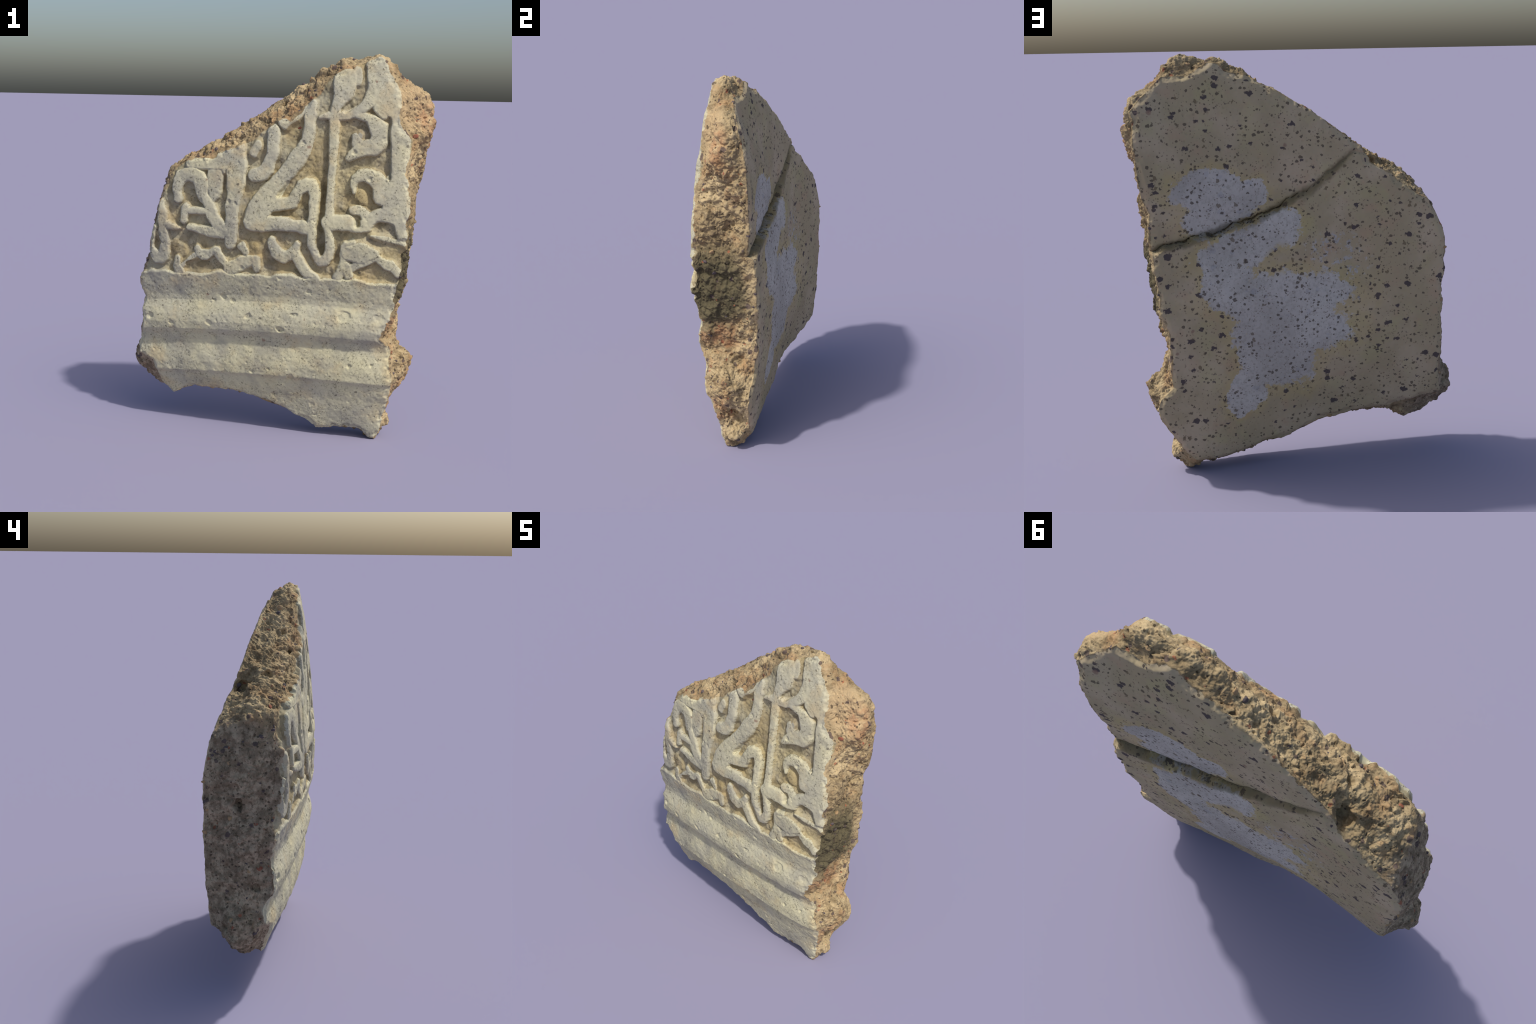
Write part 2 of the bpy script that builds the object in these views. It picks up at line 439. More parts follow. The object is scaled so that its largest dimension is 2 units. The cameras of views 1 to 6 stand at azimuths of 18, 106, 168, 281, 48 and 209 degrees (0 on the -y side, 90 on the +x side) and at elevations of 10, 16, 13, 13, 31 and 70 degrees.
def rounded(spine):
    """a smoother spine: one pass of corner cutting, ends kept"""
    if len(spine) < 3:
        return spine
    s = np.array(spine)
    mids = [s[0]]
    for a, b in zip(s[:-1], s[1:]):
        mids += [a * 0.75 + b * 0.25, a * 0.25 + b * 0.75]
    mids.append(s[-1])
    return [tuple(v) for v in mids]


LETTER_GROUPS = [('border_bar',), ('bowl', 'bowl_left', 'junction'), ('tall_stem', 'mid_bar'), ('leaf', 'leaf_tip'),
                 ('arch', 'arch_field'), ('base_bar_right', 'base_bar_knot', 'dome'),
                 ('long_diagonal', 'base_bar_middle'), ('alef', 'base_bar_left', 'notch_block'), ('petal',),
                 ('spiral', 'spiral_foot', 'spiral_bar'), ('jay', 'jay_arm'), ('curl',),
                 ('crown_middle', 'crown_stem'), ('cusp_right', 'wave_right'), ('crown_left',)]
FLAT_TOP = {'petal': 0.85, 'crown_left': 0.8, 'wave_right': 0.8, 'cusp_right': 0.85, 'crown_middle': 0.92,
            'notch_block': 0.8, 'leaf_tip': 0.9, 'base_bar_knot': 0.95}


def sculpt(me, f2, b2):
    n = len(me.vertices)
    co = np.empty(n * 3)
    me.vertices.foreach_get('co', co)
    co = co.reshape(-1, 3)
    nor = np.empty(n * 3)
    me.vertices.foreach_get('normal', nor)
    nor = nor.reshape(-1, 3)
    x, y, z = co.T
    p2 = co[:, [0, 2]]
    yf, yb = front_y(x, z), back_y(x, z)
    near_front = np.abs(y - yf) < 0.02
    near_back = np.abs(y - yb) < 0.02
    ef = np.full(n, -9.0)
    eb = np.full(n, -9.0)
    coarse_f, coarse_b = f2[::2], b2[::2]
    ef[near_front] = edge_distance(p2[near_front], coarse_f)
    eb[near_back] = edge_distance(p2[near_back], coarse_b)
    tol = 0.0032
    on_front = near_front & (np.abs(y - yf) < tol) & (ef > -0.003)
    on_back = near_back & (np.abs(y - yb) < tol) & (eb > -0.003) & ~on_front
    on_side = ~(on_front | on_back)
    front_in = np.where(on_front, smooth(0.0, 0.02, ef), 0)
    back_in = np.where(on_back, smooth(0.0, 0.02, eb), 0)
    side_w = np.clip(1 - front_in - back_in, 0, 1)

    # --- front: letters
    behind = np.clip(y - yf, 0, None)
    zone = on_front | (on_side & (behind < 0.07) & (y < 0.12) & (y < 0.5 * (yf + yb)))
    fi = np.where(zone)[0]
    fade = np.where(on_front[fi], 1.0, 1 - behind[fi] / 0.07)
    ef[fi] = np.where(on_front[fi], ef[fi], -0.001)
    pf = p2[fi] + 0.0055 * np.stack([fbm(co[fi], 18, 3, 3), fbm(co[fi], 18, 3, 9)], 1)
    height = np.zeros(len(fi))
    owner = np.full(len(fi), -1)
    letters = {**LETTERS_RIGHT, **LETTERS_LEFT, **CROWNS}
    for g, names in enumerate(LETTER_GROUPS):
        for name in names:
            d = stroke_distance(pf, rounded(letters[name]))
            h = FLAT_TOP.get(name, 1.0) * smooth(0.75 * WALL, -0.25 * WALL, d) * (1 - 0.12 * np.exp(np.minimum(d, 0) / 0.009))
            better = h > height
            height = np.where(better, h, height)
            owner = np.where(better & (h > 0.55), g, owner)
    for name, level in WORN_LEVEL.items():
        d = stroke_distance(pf, WORN_RIDGES[name])
        height = np.maximum(height, level * smooth(0.014, -0.014, d))
    for spine in CUT_HOLES.values():
        height *= 1 - 0.95 * smooth(0.006, -0.008, stroke_distance(pf, spine))
    mh = moulding_height(pf[:, 0], pf[:, 1])
    ledge = PANEL_FOOT + 0.016 * noise(co[fi] * [1, 0, 0], 9, 4) + 0.007 * noise(co[fi] * [1, 0, 0], 27, 5)
    foot = smooth(0.020, -0.012, mh - ledge)
    height = np.maximum(height, foot)
    on_panel = mh > ledge
    ground = RELIEF * np.ones(len(fi))
    for spine in DEEP_SLOTS.values():
        ground += 0.024 * smooth(0.02, -0.015, stroke_distance(pf, spine))
    ground *= (0.75 + 0.35 * smooth(1.9, 1.5, z[fi])) * (1 - 0.10 * smooth(1.16, 1.04, z[fi]))
    floor_noise = 0.006 * fbm(co[fi], 16, 3, 21) + 0.0025 * fbm(co[fi], 60, 2, 22)
    depth = (ground + floor_noise) * (1 - height)
    top_noise = 0.0025 * fbm(co[fi], 12, 3, 31) + 0.0010 * fbm(co[fi], 70, 2, 32)
    # weathering of the mouldings: pits and chips
    f1, f22, ident = cells(co[fi], 17, 41)
    pit = 0.007 * smooth(0.30, 0.12, f1 + 0.08 * noise(co[fi], 90, 8)) * (ident > 0.86)
    f1, f22, ident = cells(co[fi], 52, 45)
    pit += 0.0022 * smooth(0.38, 0.15, f1) * (ident > 0.86)
    for cx, cz, radius, sink in CHIPS:
        d = np.hypot(pf[:, 0] - cx, (pf[:, 1] - cz) * 1.3) + 0.008 * noise(co[fi], 60, 47)
        pit += sink * smooth(radius, radius * 0.5, d)
    edge_wear = 0.010 * smooth(0.022, 0.0, ef[fi] + 0.014 * fbm(co[fi], 30, 2, 51))
    dy = depth + np.where(height > 0.5, top_noise, 0) + pit * smooth(0.3, 0.9, height) + edge_wear
    shift = np.zeros((n, 3))
    shift[fi, 1] += dy * fade

    # --- back: faint unevenness, pits at the dark grains
    inside = np.clip(yb - y, 0, None)
    bi = np.where(on_back | (on_side & (inside < 0.05) & (y > 0.5 * (yf + yb)) & (y > 0)))[0]
    fade_b = np.where(on_back[bi], 1.0, 1 - inside[bi] / 0.05)
    eb[bi] = np.where(on_back[bi], eb[bi], -0.001)
    f1, f22, ident = cells(co[bi], 30, 61)
    dyb = 0.0025 * fbm(co[bi], 9, 3, 62) + 0.0008 * fbm(co[bi], 70, 2, 63) - 0.003 * smooth(0.22, 0.1, f1) * (ident > 0.6)
    dyb -= 0.014 * smooth(0.030, -0.004, eb[bi] + 0.014 * fbm(co[bi], 20, 3, 64))
    shift[bi, 1] += dyb * fade_b

    # --- fracture faces: broad facets, lumps of aggregate, grain and pores
    si = np.where(side_w > 0.01)[0]
    ps = co[si]
    wob = ps + 0.012 * np.stack([fbm(ps, 22, 2, 71), fbm(ps, 22, 2, 72), fbm(ps, 22, 2, 73)], 1)
    f1, f22, ident = cells(wob, 24, 70)
    lumps = 0.012 * (smooth(0.55, 0.15, f1) - 0.25) * (ident > 0.55)
    g1, g22, gid = cells(wob, 62, 76)
    grain = 0.004 * (smooth(0.6, 0.1, g1) - 0.4) * (0.3 + gid)
    pores = -0.014 * smooth(0.42, 0.16, g1) * (gid > 0.92) - 0.012 * smooth(0.34, 0.14, f1) * (ident < 0.08)
    grit = 0.0085 * fbm(ps, 24, 5, 82, 0.62)
    torn = -np.abs(fbm(ps, 8, 4, 88, 0.55))
    broad = 0.014 * fbm(ps, 6, 3, 81)
    c1, c2, cid = cells(wob, 10, 87)
    shelf = 0.012 * (cid - 0.5) * smooth(0.0, 0.3, c2 - c1)
    facets = broad + 0.010 * (torn + 0.35) + shelf + grit
    end_face = smooth(-0.45, -0.6, ps[:, 0])
    calm = 1 - 0.25 * end_face
    facets *= 1 - 0.4 * end_face
    rim = np.minimum(behind[si], np.clip(yb[si] - y[si], 0, None))
    calm *= 0.35 + 0.65 * smooth(0.0, 0.03, rim)
    facets *= 0.25 + 0.75 * smooth(0.0, 0.06, rim)
    facet_zone = np.exp(-((ps[:, 0] - 0.74) / 0.10) ** 2 - ((ps[:, 1] + 0.0) / 0.09) ** 2 - ((ps[:, 2] - 1.75) / 0.12) ** 2)
    calm *= 1 - 0.6 * facet_zone
    amount = (facets + (lumps + grain + pores) * calm) * side_w[si]
    shift[si] += nor[si] * amount[:, None]
    for x0, y0, z0, radius, sink in HOLES:
        d = np.linalg.norm((ps - np.array([x0, y0, z0])), axis=1)
        d = np.linalg.norm(ps - ps[np.argmin(d)], axis=1) + 0.010 * noise(ps, 50, 91)
        shift[si] -= nor[si] * (sink * smooth(radius, radius * 0.4, d) * side_w[si])[:, None]
    co2 = co + shift
    me.vertices.foreach_set('co', co2.ravel())
    me.update()

    # --- regions for the parts
    region = np.zeros(n, int)                      # 0 fracture
    region[on_back & (eb > 0.006 + 0.006 * noise(co, 35, 95))] = 1
    keep = ef[fi] > 0.004 + 0.009 * fbm(co[fi], 24, 2, 96)
    fr = np.where(on_panel, 2, 3)
    fr = np.where(on_panel & (height > 0.68), 7, fr)              # worn flush fields
    fr = np.where(on_panel & (owner >= 0), 100 + owner, fr)
    lines = [(0.735, 3), (0.545, 4), (0.345, 5)]
    for limit, code in lines:
        fr = np.where(~on_panel & (mh < limit), code + 1, fr)
    keep &= on_front[fi]
    region[fi[keep]] = fr[keep]
    return region


WORN_LEVEL = {'bowl_web': 0.93, 'petal_web': 0.9, 'foot_left': 0.85, 'foot_middle': 0.85, 'foot_right': 0.9,
              'leaf_curl': 0.7, 'arch_lump': 0.6, 'dome_sill': 0.72, 'right_field': 0.9, 'left_field': 0.45, 'curl_field': 0.8, 'left_crown_mass': 0.7,
              'upper_gap': 0.8,
              'upper_left_field': 0.92, 'bowl_floor': 0.75, 'middle_rubble': 0.6}
CHIPS = [(-0.22, 0.745, 0.022, 0.007), (-0.075, 0.652, 0.026, 0.009), (0.17, 0.68, 0.018, 0.006), (0.43, 0.69, 0.04, 0.007),
         (-0.50, 0.53, 0.028, 0.007), (0.15, 0.335, 0.024, 0.008), (0.10, 0.60, 0.02, 0.008), (-0.30, 0.60, 0.02, 0.006),
         (0.60, 0.69, 0.03, 0.008), (-0.64, 0.60, 0.024, 0.010)]
PANEL_FOOT = 0.895
HOLES = [(-0.70, 0.03, 0.97, 0.034, 0.045), (-0.33, 0.08, 1.50, 0.05, 0.035), (-0.26, -0.02, 1.53, 0.034, 0.035),
         (-0.28, -0.17, 1.47, 0.03, 0.03), (0.72, -0.02, 1.53, 0.03, 0.010),
         (-0.70, -0.07, 0.56, 0.03, 0.022), (-0.70, 0.03, 0.35, 0.03, 0.022), (-0.70, 0.15, 0.86, 0.025, 0.018),
         (0.08, -0.02, 1.72, 0.022, 0.03), (0.0, -0.10, 1.63, 0.022, 0.03), (0.66, 0.09, 0.54, 0.04, 0.02),
         (0.72, 0.06, 1.28, 0.04, 0.015), (0.70, 0.12, 1.40, 0.03, 0.015)]


# ------------------------------------------------------------------ materials
class Nodes:
    def __init__(self, name):
        self.mat = bpy.data.materials.new(name)
        self.mat.use_nodes = True
        self.t = self.mat.node_tree
        self.t.nodes.clear()
        self.coord = self.t.nodes.new('ShaderNodeTexCoord').outputs['Object']

    def link(self, value, socket):
        if isinstance(value, bpy.types.NodeSocket):
            self.t.links.new(value, socket)
        else:
            socket.default_value = value

    def math(self, op, a, b=0.0, clamp=False):
        nd = self.t.nodes.new('ShaderNodeMath')
        nd.operation = op
        nd.use_clamp = clamp
        self.link(a, nd.inputs[0])
        self.link(b, nd.inputs[1])
        return nd.outputs[0]

    def step(self, v, lo, hi):
        nd = self.t.nodes.new('ShaderNodeMapRange')
        nd.interpolation_type = 'SMOOTHSTEP'
        self.link(v, nd.inputs['Value'])
        nd.inputs['From Min'].default_value = lo
        nd.inputs['From Max'].default_value = hi
        return nd.outputs['Result']

    def vmath(self, op, a, b):
        nd = self.t.nodes.new('ShaderNodeVectorMath')
        nd.operation = op
        self.link(a, nd.inputs[0])
        self.link(b, nd.inputs[1])
        return nd.outputs['Value'] if op in ('LENGTH', 'DISTANCE') else nd.outputs['Vector']

    def noise(self, scale, detail=4, rough=0.55, offset=0.0, distortion=0.0, vec=None):
        nd = self.t.nodes.new('ShaderNodeTexNoise')
        v = vec or self.coord
        if offset:
            v = self.vmath('ADD', v, (offset, offset * 0.7, -offset))
        self.t.links.new(v, nd.inputs['Vector'])
        nd.inputs['Scale'].default_value = scale
        nd.inputs['Detail'].default_value = detail
        nd.inputs['Roughness'].default_value = rough
        nd.inputs['Distortion'].default_value = distortion
        return nd.outputs['Fac']

    def warped(self, scale, amount):
        nd = self.t.nodes.new('ShaderNodeTexNoise')
        self.t.links.new(self.coord, nd.inputs['Vector'])
        nd.inputs['Scale'].default_value = scale
        nd.inputs['Detail'].default_value = 3
        v = self.vmath('SUBTRACT', nd.outputs['Color'], (0.5, 0.5, 0.5))
        v = self.vmath('MULTIPLY', v, (amount, amount, amount))
        return self.vmath('ADD', self.coord, v)

    def voronoi(self, scale, vec=None, squash=None):
        nd = self.t.nodes.new('ShaderNodeTexVoronoi')
        v = vec or self.coord
        if squash:
            v = self.vmath('MULTIPLY', v, squash)
        self.t.links.new(v, nd.inputs['Vector'])
        nd.inputs['Scale'].default_value = scale
        sep = self.t.nodes.new('ShaderNodeSeparateColor')
        self.t.links.new(nd.outputs['Color'], sep.inputs[0])
        return nd.outputs['Distance'], sep.outputs[0], sep.outputs[1]

    def mix(self, fac, a, b, blend='MIX'):
        nd = self.t.nodes.new('ShaderNodeMix')
        nd.data_type = 'RGBA'
        nd.blend_type = blend
        self.link(fac, nd.inputs['Factor'])
        self.link(a, nd.inputs['A'])
        self.link(b, nd.inputs['B'])
        return next(o for o in nd.outputs if o.type == 'RGBA')

    def blob(self, vec, centre, radii, tilt=0.0):
        """1 inside an ellipsoid, 0 outside, as a distance measure (1 at its rim)"""
        mp = self.t.nodes.new('ShaderNodeMapping')
        mp.vector_type = 'TEXTURE'
        mp.inputs['Location'].default_value = centre
        mp.inputs['Rotation'].default_value = (0, tilt, 0)
        mp.inputs['Scale'].default_value = radii
        self.t.links.new(vec, mp.inputs['Vector'])
        return self.vmath('LENGTH', mp.outputs['Vector'], (0, 0, 0))

    def finish(self, colour, rough=0.9, bump=None, strength=0.4, distance=0.004):
        b = self.t.nodes.new('ShaderNodeBsdfPrincipled')
        o = self.t.nodes.new('ShaderNodeOutputMaterial')
        self.link(colour, b.inputs['Base Color'])
        self.link(rough, b.inputs['Roughness'])
        b.inputs['Specular IOR Level'].default_value = 0.15
        if bump is not None:
            nd = self.t.nodes.new('ShaderNodeBump')
            nd.inputs['Strength'].default_value = strength
            nd.inputs['Distance'].default_value = distance
            self.t.links.new(bump, nd.inputs['Height'])
            self.t.links.new(nd.outputs['Normal'], b.inputs['Normal'])
        self.t.links.new(b.outputs[0], o.inputs[0])
        return self.mat


def rgb(r, g, b):
    return tuple(((c / 255) / 12.92 if c < 10.3 else ((c / 255 + 0.055) / 1.055) ** 2.4) for c in (r, g, b)) + (1,)


def speckles(k, base, scale, radius, chance, colour, strength=1.0, warp=0.01, squash=None):
    vec = k.warped(60, warp)
    d, r1, r2 = k.voronoi(scale, vec, squash)
    size = k.math('MULTIPLY', r2, radius)
    inside = k.step(k.math('SUBTRACT', size, d), -0.02, 0.06)
    on = k.math('GREATER_THAN', r1, 1 - chance)
    fac = k.math('MULTIPLY', k.math('MULTIPLY', inside, on), strength)
    return k.mix(fac, base, colour), fac


def worn_face_material(name, cream, pale, recess_darkening=0.0):
    k = Nodes(name)
    c = k.mix(k.step(k.noise(3.2, 4), 0.35, 0.68), cream, pale)
    c = k.mix(k.math('MULTIPLY', k.step(k.noise(6, 5, 0.6, 3.1), 0.48, 0.72), 0.45), c, rgb(190, 164, 116))
    c = k.mix(k.math('MULTIPLY', k.step(k.noise(5, 5, 0.6, 13.1), 0.48, 0.68), 0.6), c, rgb(146, 143, 132))
    # grey-olive lichen dust: fine pepper gathered in loose patches
    patch = k.step(k.noise(11, 5, 0.65, 7.7), 0.36, 0.62)
    pepper = k.step(k.noise(95, 6, 0.8, 1.3), 0.52, 0.63)
    c = k.mix(k.math('MULTIPLY', k.math('MULTIPLY', patch, pepper), 0.9), c, rgb(80, 77, 62))
    c = k.mix(k.math('MULTIPLY', k.step(k.noise(24, 6, 0.75, 5.5), 0.56, 0.72), 0.5), c, rgb(112, 104, 82))
    blot = k.step(k.noise(48, 4, 0.65, 15.5), 0.635, 0.69)
    c = k.mix(k.math('MULTIPLY', blot, 0.75), c, rgb(82, 76, 66))
    if recess_darkening:
        d = k.step(k.noise(6, 4, 0.6, 9.2), 0.38, 0.64)
        c = k.mix(k.math('MULTIPLY', d, recess_darkening), c, rgb(154, 132, 84))
        d = k.step(k.noise(15, 5, 0.65, 2.2), 0.46, 0.64)
        c = k.mix(k.math('MULTIPLY', d, recess_darkening), c, rgb(88, 78, 54))
    c, _ = speckles(k, c, 30, 0.22, 0.22, rgb(92, 86, 78), 0.7, 0.02)
    c, _ = speckles(k, c, 13, 0.16, 0.14, rgb(128, 98, 84), 0.7, 0.025)
    bump = k.math('ADD', k.noise(150, 5, 0.7), k.math('MULTIPLY', k.noise(38, 4, 0.6, 4.0), 0.8))
    return k.finish(c, 0.85, bump, 0.3, 0.003)


def fracture_material():
    k = Nodes('fractured_stone')
    c = k.mix(k.step(k.noise(5, 5, 0.6), 0.36, 0.66), rgb(150, 132, 100), rgb(190, 170, 132))
    c = k.mix(k.math('MULTIPLY', k.step(k.noise(9, 5, 0.65, 2.3), 0.50, 0.70), 0.6), c, rgb(172, 134, 94))
    c = k.mix(k.math('MULTIPLY', k.step(k.noise(17, 6, 0.7, 8.3), 0.46, 0.66), 0.62), c, rgb(88, 74, 54))
    c = k.mix(k.math('MULTIPLY', k.step(k.noise(85, 5, 0.7, 6.1), 0.54, 0.68), 0.55), c, rgb(76, 64, 48))
    vec = k.warped(7, 0.10)
    # the long end face is grey-brown with dark mottling
    sep = k.t.nodes.new('ShaderNodeSeparateXYZ')
    k.t.links.new(vec, sep.inputs[0])
    grey = k.math('MULTIPLY', k.step(sep.outputs['X'], -0.50, -0.62), k.step(sep.outputs['Z'], 1.42, 1.32))
    cg = k.mix(k.step(k.noise(20, 6, 0.65, 12.0), 0.4, 0.64), rgb(124, 110, 92), rgb(184, 168, 142))
    cg = k.mix(k.math('MULTIPLY', k.step(k.noise(55, 5, 0.7, 16.0), 0.50, 0.64), 0.75), cg, rgb(76, 66, 52))
    c = k.mix(k.math('MULTIPLY', grey, 0.8), c, cg)
    # dark algae stain and rusty patches on the exposed end
    moss = k.step(k.blob(vec, (0.70, -0.02, 0.94), (0.22, 0.19, 0.27), 0.0), 1.25, 0.55)
    mossy = k.mix(k.noise(60, 5, 0.7), rgb(52, 50, 36), rgb(104, 98, 76))
    c = k.mix(k.math('MULTIPLY', moss, 0.9), c, mossy)
    facet = k.step(k.blob(vec, (0.74, -0.01, 1.75), (0.12, 0.10, 0.17)), 1.15, 0.7)
    c = k.mix(k.math('MULTIPLY', facet, 0.6), c, k.mix(k.noise(18, 5, 0.65, 21.0), rgb(172, 144, 106), rgb(206, 184, 146)))
    rust = k.step(k.blob(vec, (0.67, -0.02, 0.66), (0.14, 0.13, 0.09)), 1.2, 0.5)
    rust = k.math('MAXIMUM', rust, k.step(k.blob(vec, (0.66, -0.03, 0.26), (0.14, 0.10, 0.10)), 1.2, 0.5))
    rust = k.math('MAXIMUM', rust, k.step(k.blob(vec, (0.79, 0.02, 1.70), (0.08, 0.08, 0.12)), 1.2, 0.5))
    c = k.mix(k.math('MULTIPLY', k.math('MULTIPLY', rust, k.step(k.noise(22, 4, 0.6, 4.4), 0.35, 0.6)), 0.38), c,
              rgb(172, 116, 80))
    c, f = speckles(k, c, 26, 0.42, 0.30, rgb(84, 72, 72), 0.8, 0.014)
    c, f = speckles(k, c, 33, 0.36, 0.14, rgb(156, 92, 68), 0.7, 0.02)
    c, f = speckles(k, c, 60, 0.45, 0.35, rgb(70, 60, 50), 0.75)
    bump = k.math('ADD', k.noise(120, 6, 0.75), k.math('MULTIPLY', k.noise(35, 4, 0.6, 4.0), 1.2))
    return k.finish(c, 0.92, bump, 0.6, 0.005)


# chalky patches left on the back: (x, z), half sizes, tilt
CHALK = [((0.45, 1.39), (0.16, 0.10), 0.0), ((0.42, 1.27), (0.15, 0.08), 0.2), ((0.28, 1.34), (0.13, 0.08), 0.5),
         ((0.28, 1.13), (0.23, 0.09), 0.3), ((0.12, 1.20), (0.12, 0.09), 0.5), ((0.37, 0.96), (0.12, 0.14), 0.0),
         ((0.10, 0.88), (0.34, 0.12), 0.0), ((0.06, 0.76), (0.30, 0.15), -0.25), ((0.15, 0.61), (0.22, 0.16), -0.7),
         ((0.28, 0.43), (0.10, 0.13), -0.4), ((0.31, 0.33), (0.05, 0.06), 0.0)]
GRIME = [(0.59, 1.155, 0.14, 0.17), (0.36, 1.215, 0.18, 0.27), (0.10, 1.305, 0.18, 0.47), (-0.13, 1.44, 0.14, 0.72)]
FAINT_CHALK = [((-0.12, 1.10), (0.16, 0.07), 0.2), ((-0.20, 1.02), (0.13, 0.08), 0.0)]


def back_material():
    k = Nodes('sawn_back_stone')
    c = k.mix(k.step(k.noise(4, 4, 0.55), 0.36, 0.66), rgb(170, 155, 123), rgb(186, 169, 140))
    c = k.mix(k.math('MULTIPLY', k.step(k.noise(11, 5, 0.6, 6.6), 0.52, 0.72), 0.5), c, rgb(178, 150, 122))
    c = k.mix(k.math('MULTIPLY', k.step(k.noise(6, 4, 0.6, 3.3), 0.5, 0.7), 0.4), c, rgb(176, 168, 120))
    vec = k.warped(9, 0.075)
    vec2 = k.warped(38, 0.03)
    vec = k.vmath('ADD', vec, k.vmath('SUBTRACT', vec2, k.coord))
    d = None
    for (x, z), (rx, rz), tilt in CHALK:
        b = k.blob(vec, (x, 0.16, z), (rx, 0.6, rz), tilt)
        d = b if d is None else k.math('MINIMUM', d, b)
    d = k.math('ADD', d, k.math('MULTIPLY', k.math('SUBTRACT', k.noise(15, 4, 0.6, 11.0), 0.5), 0.9))
    chalk = k.step(k.math('ADD', d, k.math('MULTIPLY', k.math('SUBTRACT', k.noise(55, 6, 0.75, 6.0), 0.5), 0.7)), 1.06, 0.94)
    e = None
    for (x, z), (rx, rz), tilt in FAINT_CHALK:
        b = k.blob(vec, (x, 0.16, z), (rx, 0.6, rz), tilt)
        e = b if e is None else k.math('MINIMUM', e, b)
    faint = k.math('MULTIPLY', k.step(e, 1.2, 0.7), k.step(k.noise(34, 5, 0.65, 2.9), 0.52, 0.58))
    chalk = k.math('MAXIMUM', chalk, faint)
    bare = k.math('MULTIPLY', k.step(k.blob(vec, (0.06, 0.16, 1.06), (0.14, 0.6, 0.07), 0.2), 1.3, 0.6),
                  k.step(k.noise(26, 5, 0.6, 8.9), 0.44, 0.52))
    chalk = k.math('MULTIPLY', chalk, k.math('SUBTRACT', 1.0, bare))
    yellow = k.math('MULTIPLY', k.step(d, 1.6, 1.0), 0.35)
    c = k.mix(yellow, c, rgb(190, 170, 108))
    pale = k.mix(k.step(k.noise(5, 4, 0.5, 1.1), 0.35, 0.65), rgb(174, 170, 163), rgb(196, 192, 184))
    pale = k.mix(k.math('MULTIPLY', k.step(k.noise(60, 5, 0.7, 1.9), 0.46, 0.68), 0.5), pale, rgb(136, 131, 124))
    c, f = speckles(k, c, 20, 0.44, 0.42, rgb(72, 64, 68), 0.9, 0.030, (1, 1, 1.35))
    c = k.mix(k.math('MULTIPLY', chalk, 0.84), c, pale)
    # grime settled in the stepped crack
    e = None
    for x, z, rx, tilt in GRIME:
        b = k.blob(vec2, (x, 0.13, z), (rx, 0.6, 0.016), tilt)
        e = b if e is None else k.math('MINIMUM', e, b)
    grime = k.math('MULTIPLY', k.step(e, 1.8, 0.5), 0.6)
    c = k.mix(grime, c, rgb(84, 76, 54))
    c, f = speckles(k, c, 27, 0.34, 0.26, rgb(98, 84, 64), 0.7, 0.030, (1.3, 1, 1))
    c, f = speckles(k, c, 50, 0.46, 0.50, rgb(84, 74, 64), 0.8, 0.018, (1, 1, 1.2))
    c, f = speckles(k, c, 100, 0.45, 0.40, rgb(110, 96, 80), 0.6, 0.008)
    c, f = speckles(k, c, 13, 0.22, 0.16, rgb(140, 112, 96), 0.7, 0.012)
    bump = k.math('ADD', k.noise(140, 5, 0.7), k.math('MULTIPLY', k.noise(30, 4, 0.6, 4.0), 0.6))
    return k.finish(c, 0.9, bump, 0.25, 0.003)


def pebble_material(name, a, b):
    k = Nodes(name)
    c = k.mix(k.noise(40, 4, 0.6), a, b)
    return k.finish(c, 0.75, k.noise(120, 4, 0.6), 0.3, 0.003)


# ------------------------------------------------------------------ parts
def make_part(name, faces, co, nor, material, parent):
    used, inv = np.unique(faces.ravel(), return_inverse=True)
    me = bpy.data.meshes.new(name)
    me.vertices.add(len(used))
    me.vertices.foreach_set('co', co[used].ravel())
    me.loops.add(faces.size)
    me.loops.foreach_set('vertex_index', inv.ravel().astype(np.int32))
    me.polygons.add(len(faces))
    me.polygons.foreach_set('loop_start', (np.arange(len(faces)) * 4).astype(np.int32))
    me.polygons.foreach_set('use_smooth', np.ones(len(faces), bool))
    me.update(calc_edges=True)
    me.validate()
    me.normals_split_custom_set_from_vertices(nor[used].tolist())
    me.materials.append(material)
    ob = bpy.data.objects.new(name, me)
    bpy.context.scene.collection.objects.link(ob)
    ob.parent = parent
    return ob


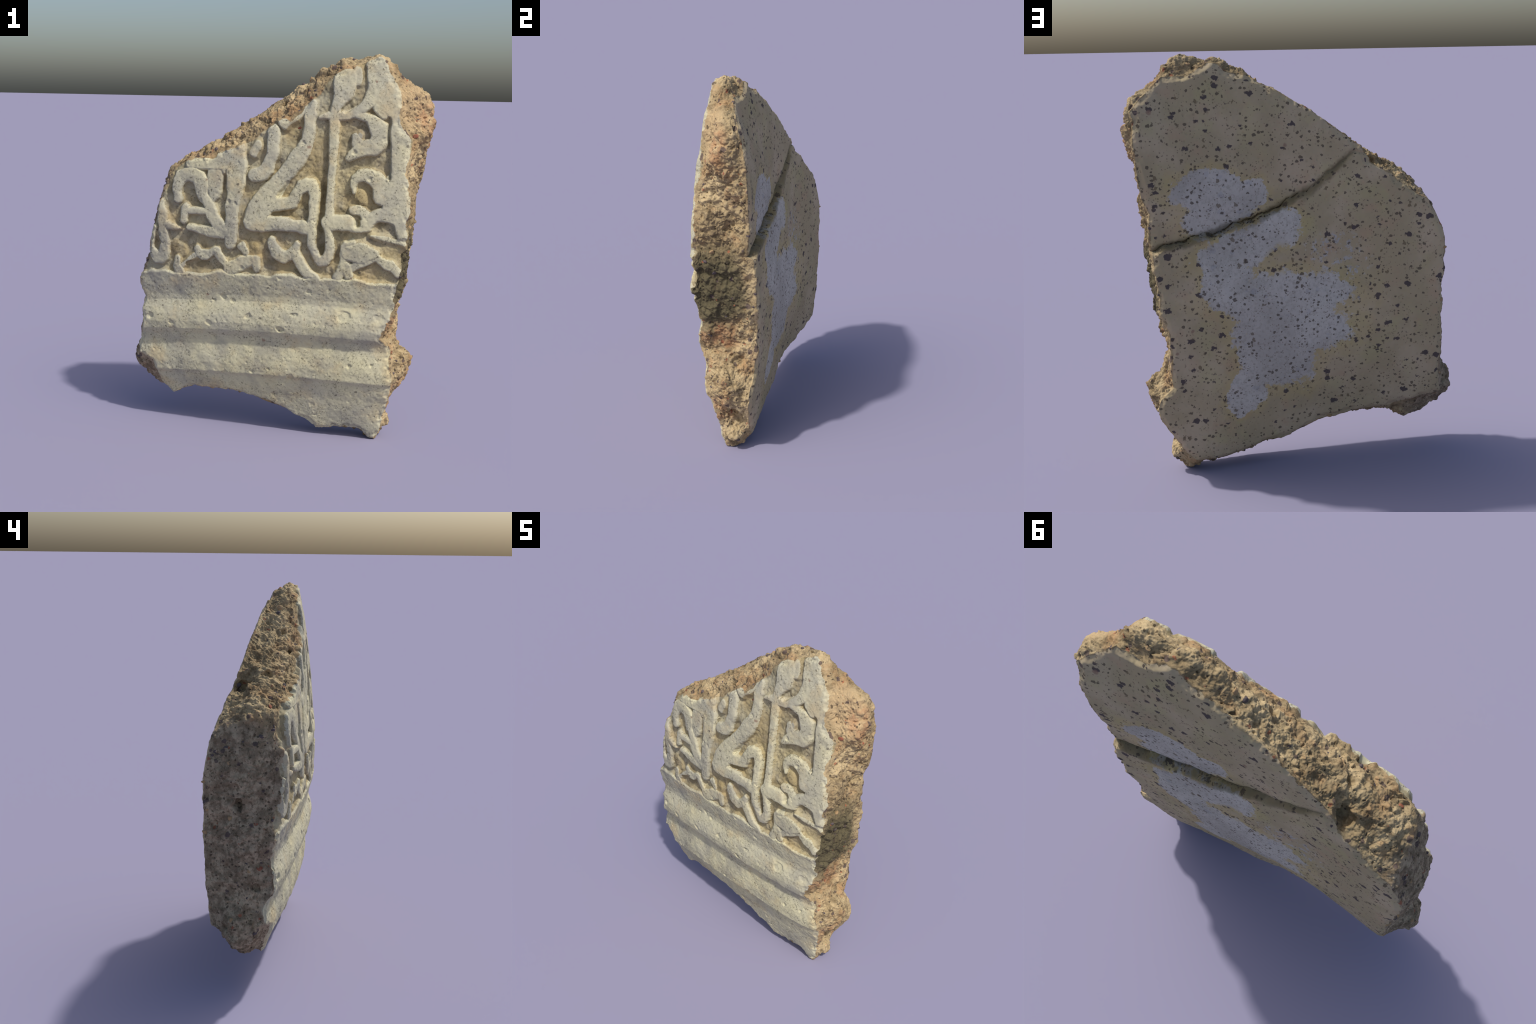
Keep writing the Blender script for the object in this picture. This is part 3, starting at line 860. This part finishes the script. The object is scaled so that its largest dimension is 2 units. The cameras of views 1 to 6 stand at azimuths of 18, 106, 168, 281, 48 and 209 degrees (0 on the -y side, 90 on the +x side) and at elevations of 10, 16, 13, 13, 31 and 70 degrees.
def build():
    me, f2, b2 = base_mesh()
    body = remeshed(me)
    region = sculpt(body, f2, b2)
    n = len(body.vertices)
    co = np.empty(n * 3)
    body.vertices.foreach_get('co', co)
    co = co.reshape(-1, 3)
    co[:, 2] = np.maximum(co[:, 2], 0.003 + 0.002 * np.sin(co[:, 0] * 300))
    nor = np.empty(n * 3)
    body.vertices.foreach_get('normal', nor)
    nor = nor.reshape(-1, 3)
    loops = np.empty(len(body.loops), np.int32)
    body.loops.foreach_get('vertex_index', loops)
    faces = loops.reshape(-1, 4)
    # a face takes the commonest region of its corners
    fr = np.sort(region[faces], axis=1)
    fr = np.where(fr[:, 1] == fr[:, 2], fr[:, 1], np.where(fr[:, 2] == fr[:, 3], fr[:, 3], fr[:, 0]))

    root = bpy.data.objects.new('carved_stone_fragment', None)
    bpy.context.scene.collection.objects.link(root)
    root['label'] = 'broken pale stone slab with carved script relief and moulding'
    root['category'] = 'stone fragment'

    m_letter = worn_face_material('carved_face_stone', rgb(194, 188, 156), rgb(182, 178, 156))
    m_ground = worn_face_material('carved_ground_stone', rgb(180, 168, 130), rgb(166, 160, 136), 0.46)  # browned and darkened: shading of slots and letter flanks painted into the ground
    m_mould = worn_face_material('moulded_face_stone', rgb(198, 192, 158), rgb(186, 182, 158))
    m_frac = fracture_material()
    m_back = back_material()

    make_part('fractured_edge', faces[fr == 0], co, nor, m_frac, root)
    make_part('back_face', faces[fr == 1], co, nor, m_back, root)
    panel = make_part('inscription_panel', faces[fr == 2], co, nor, m_ground, root)
    make_part('worn_field', faces[fr == 7], co, nor, m_letter, panel)
    for g in range(len(LETTER_GROUPS)):
        sel = faces[fr == 100 + g]
        if len(sel):
            make_part('carved_letter', sel, co, nor, m_letter, panel)
    cove = make_part('molding', faces[fr == 3], co, nor, m_mould, root)
    for code, name in ((4, 'bead'), (5, 'bead'), (6, 'fascia')):
        make_part(name, faces[fr == code], co, nor, m_mould, cove)
    bpy.data.meshes.remove(body)
    bpy.data.meshes.remove(me)
    add_pebbles(root, co, nor, region)


def pebble_mesh(seed):
    import bmesh
    rng = random.Random(seed)
    bm = bmesh.new()
    bmesh.ops.create_icosphere(bm, subdivisions=3, radius=1)
    cuts = [(Vector((rng.gauss(0, 1), rng.gauss(0, 1), rng.gauss(0, 1))).normalized(), rng.uniform(0.6, 0.9))
            for _ in range(9)]
    for v in bm.verts:
        for d, h in cuts:
            over = v.co.dot(d) - h
            if over > 0:
                v.co -= d * over * 0.9
    me = bpy.data.meshes.new('pebble')
    bm.to_mesh(me)
    bm.free()
    me.polygons.foreach_set('use_smooth', [True] * len(me.polygons))
    return me


def add_pebbles(root, co, nor, region):
    """aggregate stones that stand in the broken faces"""
    rng = random.Random(11)
    tones = [pebble_material('dark_pebble', rgb(78, 70, 72), rgb(104, 94, 92)),
             pebble_material('red_pebble', rgb(136, 82, 62), rgb(158, 106, 84)),
             pebble_material('tan_pebble', rgb(182, 152, 112), rgb(150, 126, 96))]
    meshes = []
    for s in range(9):
        me = pebble_mesh(s)
        me.materials.append(tones[(0, 0, 2, 0, 1, 2, 0, 2, 2)[s]])
        meshes.append(me)
    ids = np.where(region == 0)[0]
    for i in range(110):
        v = ids[rng.randrange(len(ids))]
        place_pebble(root, meshes[rng.randrange(9)], co[v], nor[v], rng.uniform(0.007, 0.017), rng)
    for x, y, z, size, which in ((0.156, -0.148, 1.633, 0.020, 4), (0.737, -0.05, 1.60, 0.016, 4),
                                 (-0.335, 0.10, 1.50, 0.026, 0)):
        v = int(np.argmin(((co - np.array([x, y, z])) ** 2).sum(1)))
        place_pebble(root, meshes[which], co[v], nor[v], size, rng)


def place_pebble(root, me, p, nrm, size, rng):
    ob = bpy.data.objects.new('pebble', me)
    bpy.context.scene.collection.objects.link(ob)
    q = Vector(nrm).to_track_quat('Z', 'Y')
    ob.rotation_mode = 'QUATERNION'
    ob.rotation_quaternion = q @ Vector((0, 0, 1)).rotation_difference(Vector((rng.gauss(0, .3), rng.gauss(0, .3), 1)))
    ob.scale = (size * rng.uniform(0.7, 1.3), size * rng.uniform(0.7, 1.1), size * 0.6)
    ob.location = Vector(p) - Vector(nrm) * size * 0.42
    ob.parent = root


build()
